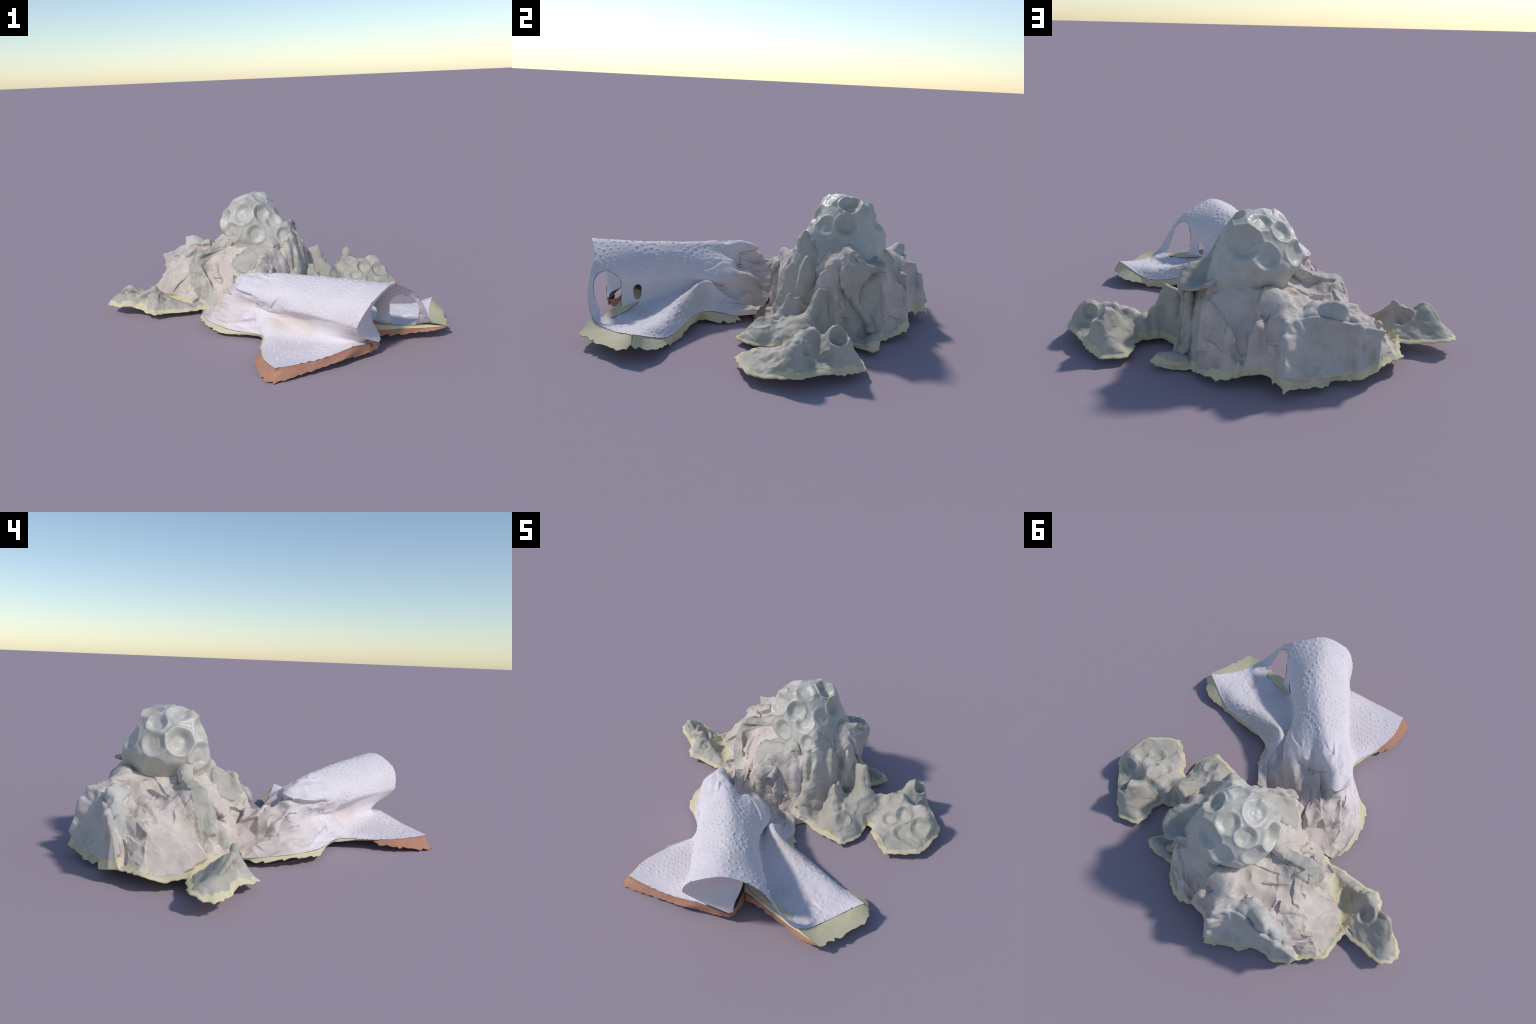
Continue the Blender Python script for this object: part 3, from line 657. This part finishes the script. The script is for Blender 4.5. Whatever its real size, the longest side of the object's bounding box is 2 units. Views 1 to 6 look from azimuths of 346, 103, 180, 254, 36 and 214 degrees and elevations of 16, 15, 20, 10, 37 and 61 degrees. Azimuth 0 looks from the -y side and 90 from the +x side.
long_ = TV @ np.array([[.85, .29, 0], [.29, .45, 0], [0, 0, 1.0]])     # folds run along the roll
crm = (0.016 + 0.008 * smooth(2.8, 3.6, SR)) * np.tanh((0.022 * creases(long_, 81, 10) + 0.36 * crush(long_, 83, 0.08) + 0.16 * crush(TV, 91, 0.04)) / 0.018) * bunch + (0.12 * folds(TV, 93, 0.03) + 0.06 * folds(TV, 95, 0.07)) * soft * (1 - bunch) + 0.12 * folds(TV, 97, 0.04) * right * (1 - bunch)
TV = TV + TN * (0.0052 * emb + crm * rim + 0.004 * noise(TV, 8, 30) * rim)[:, None]

# the valley between the two humps of the bunched end
TN = vnormals(TV, TF)
VALLEY = [((-.155, -.06, .22), .04, .012), ((-.155, .0, .18), .04, .014), ((.02, -.16, .24), .04, .012), ((-.03, -.14, .24), .035, .012)]
for c, r, d in VALLEY:
    TV = TV - TN * (d * np.exp(-((TV - c) ** 2).sum(1) / (1.1 * r) ** 2))[:, None]

# tears in the right side of the roll
P0 = np.array([.640, -.745]); along = np.array([-.82, .572])
aa = (TV[:, :2] - P0) @ along; zz = TV[:, 2]
where = (CC > 11.2) & (CC < 15.2) & (SR < 1.9)
def tear(ca, cz, ra, rz):
    d = (np.abs((aa - ca) / ra) ** 2.6 + np.abs((zz - cz) / rz) ** 2.6) ** (1 / 2.6)
    return np.where(where, d + 0.10 * noise(TV, 22, 5), 9.0), ca, cz
gone = np.zeros(len(TV), bool)
for f, ca, cz in (tear(.086, .185, .080, .110), tear(.258, .160, .024, .042)):
    ring = (f < 1) & (f > 0.86)
    TV[ring, :2] += along * ((aa[ring] - ca) * (1 / f[ring] - 1))[:, None]
    TV[ring, 2] += (zz[ring] - cz) * (1 / f[ring] - 1)
    gone |= f <= 0.86
TF = TF[~gone[TF].any(1)]
TN = vnormals(TV, TF)
# give the paper its thickness
nT = len(TV); thick = 0.0035
e = np.concatenate([TF[:, [k, (k + 1) % 4]] for k in range(4)])
key = np.sort(e, 1); key = key[:, 0] * (nT + 1) + key[:, 1]
u_, first, cnt = np.unique(key, return_index=True, return_counts=True)
be = e[first[cnt == 1]]
BV = np.vstack([TV, TV - TN * thick]); BN = np.vstack([TN, -TN])
part = np.where(SR >= 2.75, 3, np.where(CC < 4.5, 1, np.where(CC > 13.8, 2, 0)))
fp = part[TF].min(1)
towel = empty("paper_towel", THING)
bp = part[be].min(1)
for k, (n, mat) in enumerate((("roll", M_TOWEL), ("flap", M_TOWEL), ("flap", M_TOWEL), ("bunched_end", M_TOWEL))):
    f = TF[fp == k]; b = be[bp == k]
    f = np.vstack([f, f[:, ::-1] + nT, np.stack([b[:, 1], b[:, 0], b[:, 0] + nT, b[:, 1] + nT], 1)])
    emit(n, BV, f, BN, mat, towel)

# the folded-in hem that closes the left half of the mouth of the roll
i0, i1 = int(np.argmin(abs(ccol - 3.0))), int(np.argmin(abs(ccol - 9.6)))
lip = resample(sheet[0, i0:i1 + 1], 0.008); nl = len(lip)
inner_line = catmull(np.array([(.385, -.793, .085), (.382, -.775, .12), (.374, -.71, .165), (.378, -.685, .225), (.395, -.705, .30), (.426, -.765, .36), (.435, -.838, .395)]), 12)
inner_line = resample(inner_line, 0.001)[np.linspace(0, len(resample(inner_line, 0.001)) - 1, nl).astype(int)]
t = np.linspace(0, 1, 26)[None, :, None]
hem = lip[:, None] * (1 - t) + inner_line[:, None] * t
hem += np.array([.45, -.75, 0]) * 0.022 * np.sin(np.pi * t ** 0.7) * np.sin(np.linspace(0, np.pi, nl))[:, None, None] ** 0.7
hem = hem.reshape(-1, 3); hem = hem + 0.003 * np.stack([noise(hem, 16, 70 + k) for k in range(3)], 1)
ah = np.arange(nl * 26).reshape(nl, 26)
HF = np.stack([ah[:-1, :-1], ah[:-1, 1:], ah[1:, 1:], ah[1:, :-1]], 2).reshape(-1, 4)
HN = vnormals(hem, HF)
if (HN @ np.array([.5, -.8, .3])).mean() < 0: HF = HF[:, ::-1]; HN = -HN
kh = len(hem)
emit("hem", np.vstack([hem, hem - HN * 0.003]), np.vstack([HF, HF[:, ::-1] + kh]), np.vstack([HN, -HN]), M_TOWEL, towel)

# ------------------------------------------------------------------ ragged strips of backing left on the edges of the towel
def strip(name, upper, lower, mat, ragged=0.011, seed=1, thick=0.004, step=0.006):
    up = resample(catmull(np.array(upper), 8), step); n = len(up)
    lw = catmull(np.array(lower), 8)
    d = np.r_[0, np.cumsum(np.linalg.norm(np.diff(lw, axis=0), axis=1))]; d /= d[-1]
    lw = np.stack([np.interp(np.linspace(0, 1, n), d, lw[:, k]) for k in range(3)], 1)
    down = lw - up; L = np.linalg.norm(down, axis=1, keepdims=True) + 1e-6
    r = np.random.default_rng(seed)
    tooth = np.interp(np.arange(n), np.arange(0, n + 3, 3), r.uniform(-1, 1, len(np.arange(0, n + 3, 3)))) * ragged
    lw = lw + down / L * tooth[:, None]
    m = 9
    t = np.linspace(0, 1, m)[None, :, None]
    G = up[:, None] * (1 - t) + lw[:, None] * t
    G = G.reshape(-1, 3)
    a = np.arange(n * m).reshape(n, m)
    f = np.stack([a[:-1, :-1], a[:-1, 1:], a[1:, 1:], a[1:, :-1]], 2).reshape(-1, 4)
    N = vnormals(G, f)
    if N[:, 2].mean() < 0: f = f[:, ::-1]; N = -N
    G = G + N * (0.004 * fbm(G, 14, seed, 3))[:, None]
    N = vnormals(G, f); k = len(G)
    e = np.concatenate([f[:, [j, (j + 1) % 4]] for j in range(4)])
    key = np.sort(e, 1); key = key[:, 0] * (k + 1) + key[:, 1]
    _, fi, c = np.unique(key, return_index=True, return_counts=True); b = e[fi[c == 1]]
    AVs = np.vstack([G, G - N * thick])
    f = np.vstack([f, f[:, ::-1] + k, np.stack([b[:, 1], b[:, 0], b[:, 0] + k, b[:, 1] + k], 1)])
    return emit(name, AVs, f, np.vstack([N, -N]), mat, towel)

tv = sheet
c_at = lambda c: int(np.argmin(abs(ccol - c)))
def edge_row(c0, c1, r=0, n=10):
    return [tv[r, int(k)] - [0, 0, .003] for k in np.linspace(c_at(c0), c_at(c1), n)]
def edge_col(c, s0, s1, n=14):
    i0, i1 = np.argmin(abs(srow - s0)), np.argmin(abs(srow - s1))
    return [tv[int(k), c_at(c)] - [0, 0, .003] for k in np.linspace(i0, i1, n)]
strip("terracotta_edge", edge_col(0, 1.9, 0.02, 8) + edge_row(0.02, 4.3), [(-.238, -.60, .035), (-.295, -.70, .025), (-.30, -.82, .015), (-.284, -.918, .006), (-.23, -.934, .008), (.0, -.902, .030), (.124, -.885, .046), (.187, -.858, .040), (.24, -.835, .028), (.362, -.806, .044), (.385, -.79, .06)], M_TERRA, seed=3)
strip("terracotta_edge", [(.372, -.80, .075), (.372, -.75, .085), (.36, -.70, .09), (.345, -.64, .09)], [(.362, -.805, .045), (.372, -.74, .04), (.362, -.69, .035), (.34, -.637, .035)], M_TERRA, seed=4)
strip("terracotta_edge", [(.36, -.655, .085), (.462, -.660, .078), (.557, -.680, .078), (.641, -.692, .074), (.72, -.698, .068), (.84, -.708, .064)], [(.36, -.66, .04), (.46, -.668, .045), (.571, -.683, .048), (.639, -.692, .048), (.708, -.712, .053), (.79, -.722, .062)], M_TERRA, ragged=.009, seed=5)
strip("backing_skirt", [(.345, -.58, .13), (.44, -.59, .105), (.55, -.61, .09), (.64, -.64, .084), (.72, -.67, .080)], [(.35, -.647, .15), (.43, -.672, .125), (.54, -.674, .102), (.64, -.684, .09), (.72, -.690, .085)], M_SKIRT, ragged=0.0, seed=16)
strip("backing_skirt", [(.35, -.645, .15), (.43, -.67, .125), (.54, -.672, .102), (.64, -.682, .09), (.72, -.688, .085)], [(.35, -.65, .088), (.462, -.661, .080), (.557, -.681, .080), (.641, -.693, .076), (.72, -.699, .070), (.845, -.709, .066)], M_SKIRT, ragged=0.002, seed=6)
strip("backing_skirt", edge_row(13.9, 17, 0), [(.845, -.709, .066), (.88, -.63, .055), (.925, -.53, .055), (.95, -.45, .065), (.945, -.39, .085)], M_SKIRT, seed=7)
strip("backing_skirt", edge_col(17, 0.0, 4.9, 24), [(.945, -.39, .085), (.872, -.303, .05), (.785, -.285, .035), (.678, -.288, .008), (.544, -.262, .032), (.460, -.252, .045), (.41, -.27, .02), (.36, -.25, .016), (.322, -.125, .012), (.292, -.09, .010), (.26, -.05, .008)], M_SKIRT, seed=8)
strip("backing_skirt", edge_col(0, 1.75, 6.9, 26), [(-.24, -.60, .055), (-.207, -.523, .048), (-.176, -.423, .03), (-.203, -.371, .03), (-.319, -.285, .024), (-.390, -.238, .033), (-.434, -.155, .040), (-.456, -.044, .042), (-.445, .054, .028), (-.40, .155, .032)], M_SKIRT, seed=9)
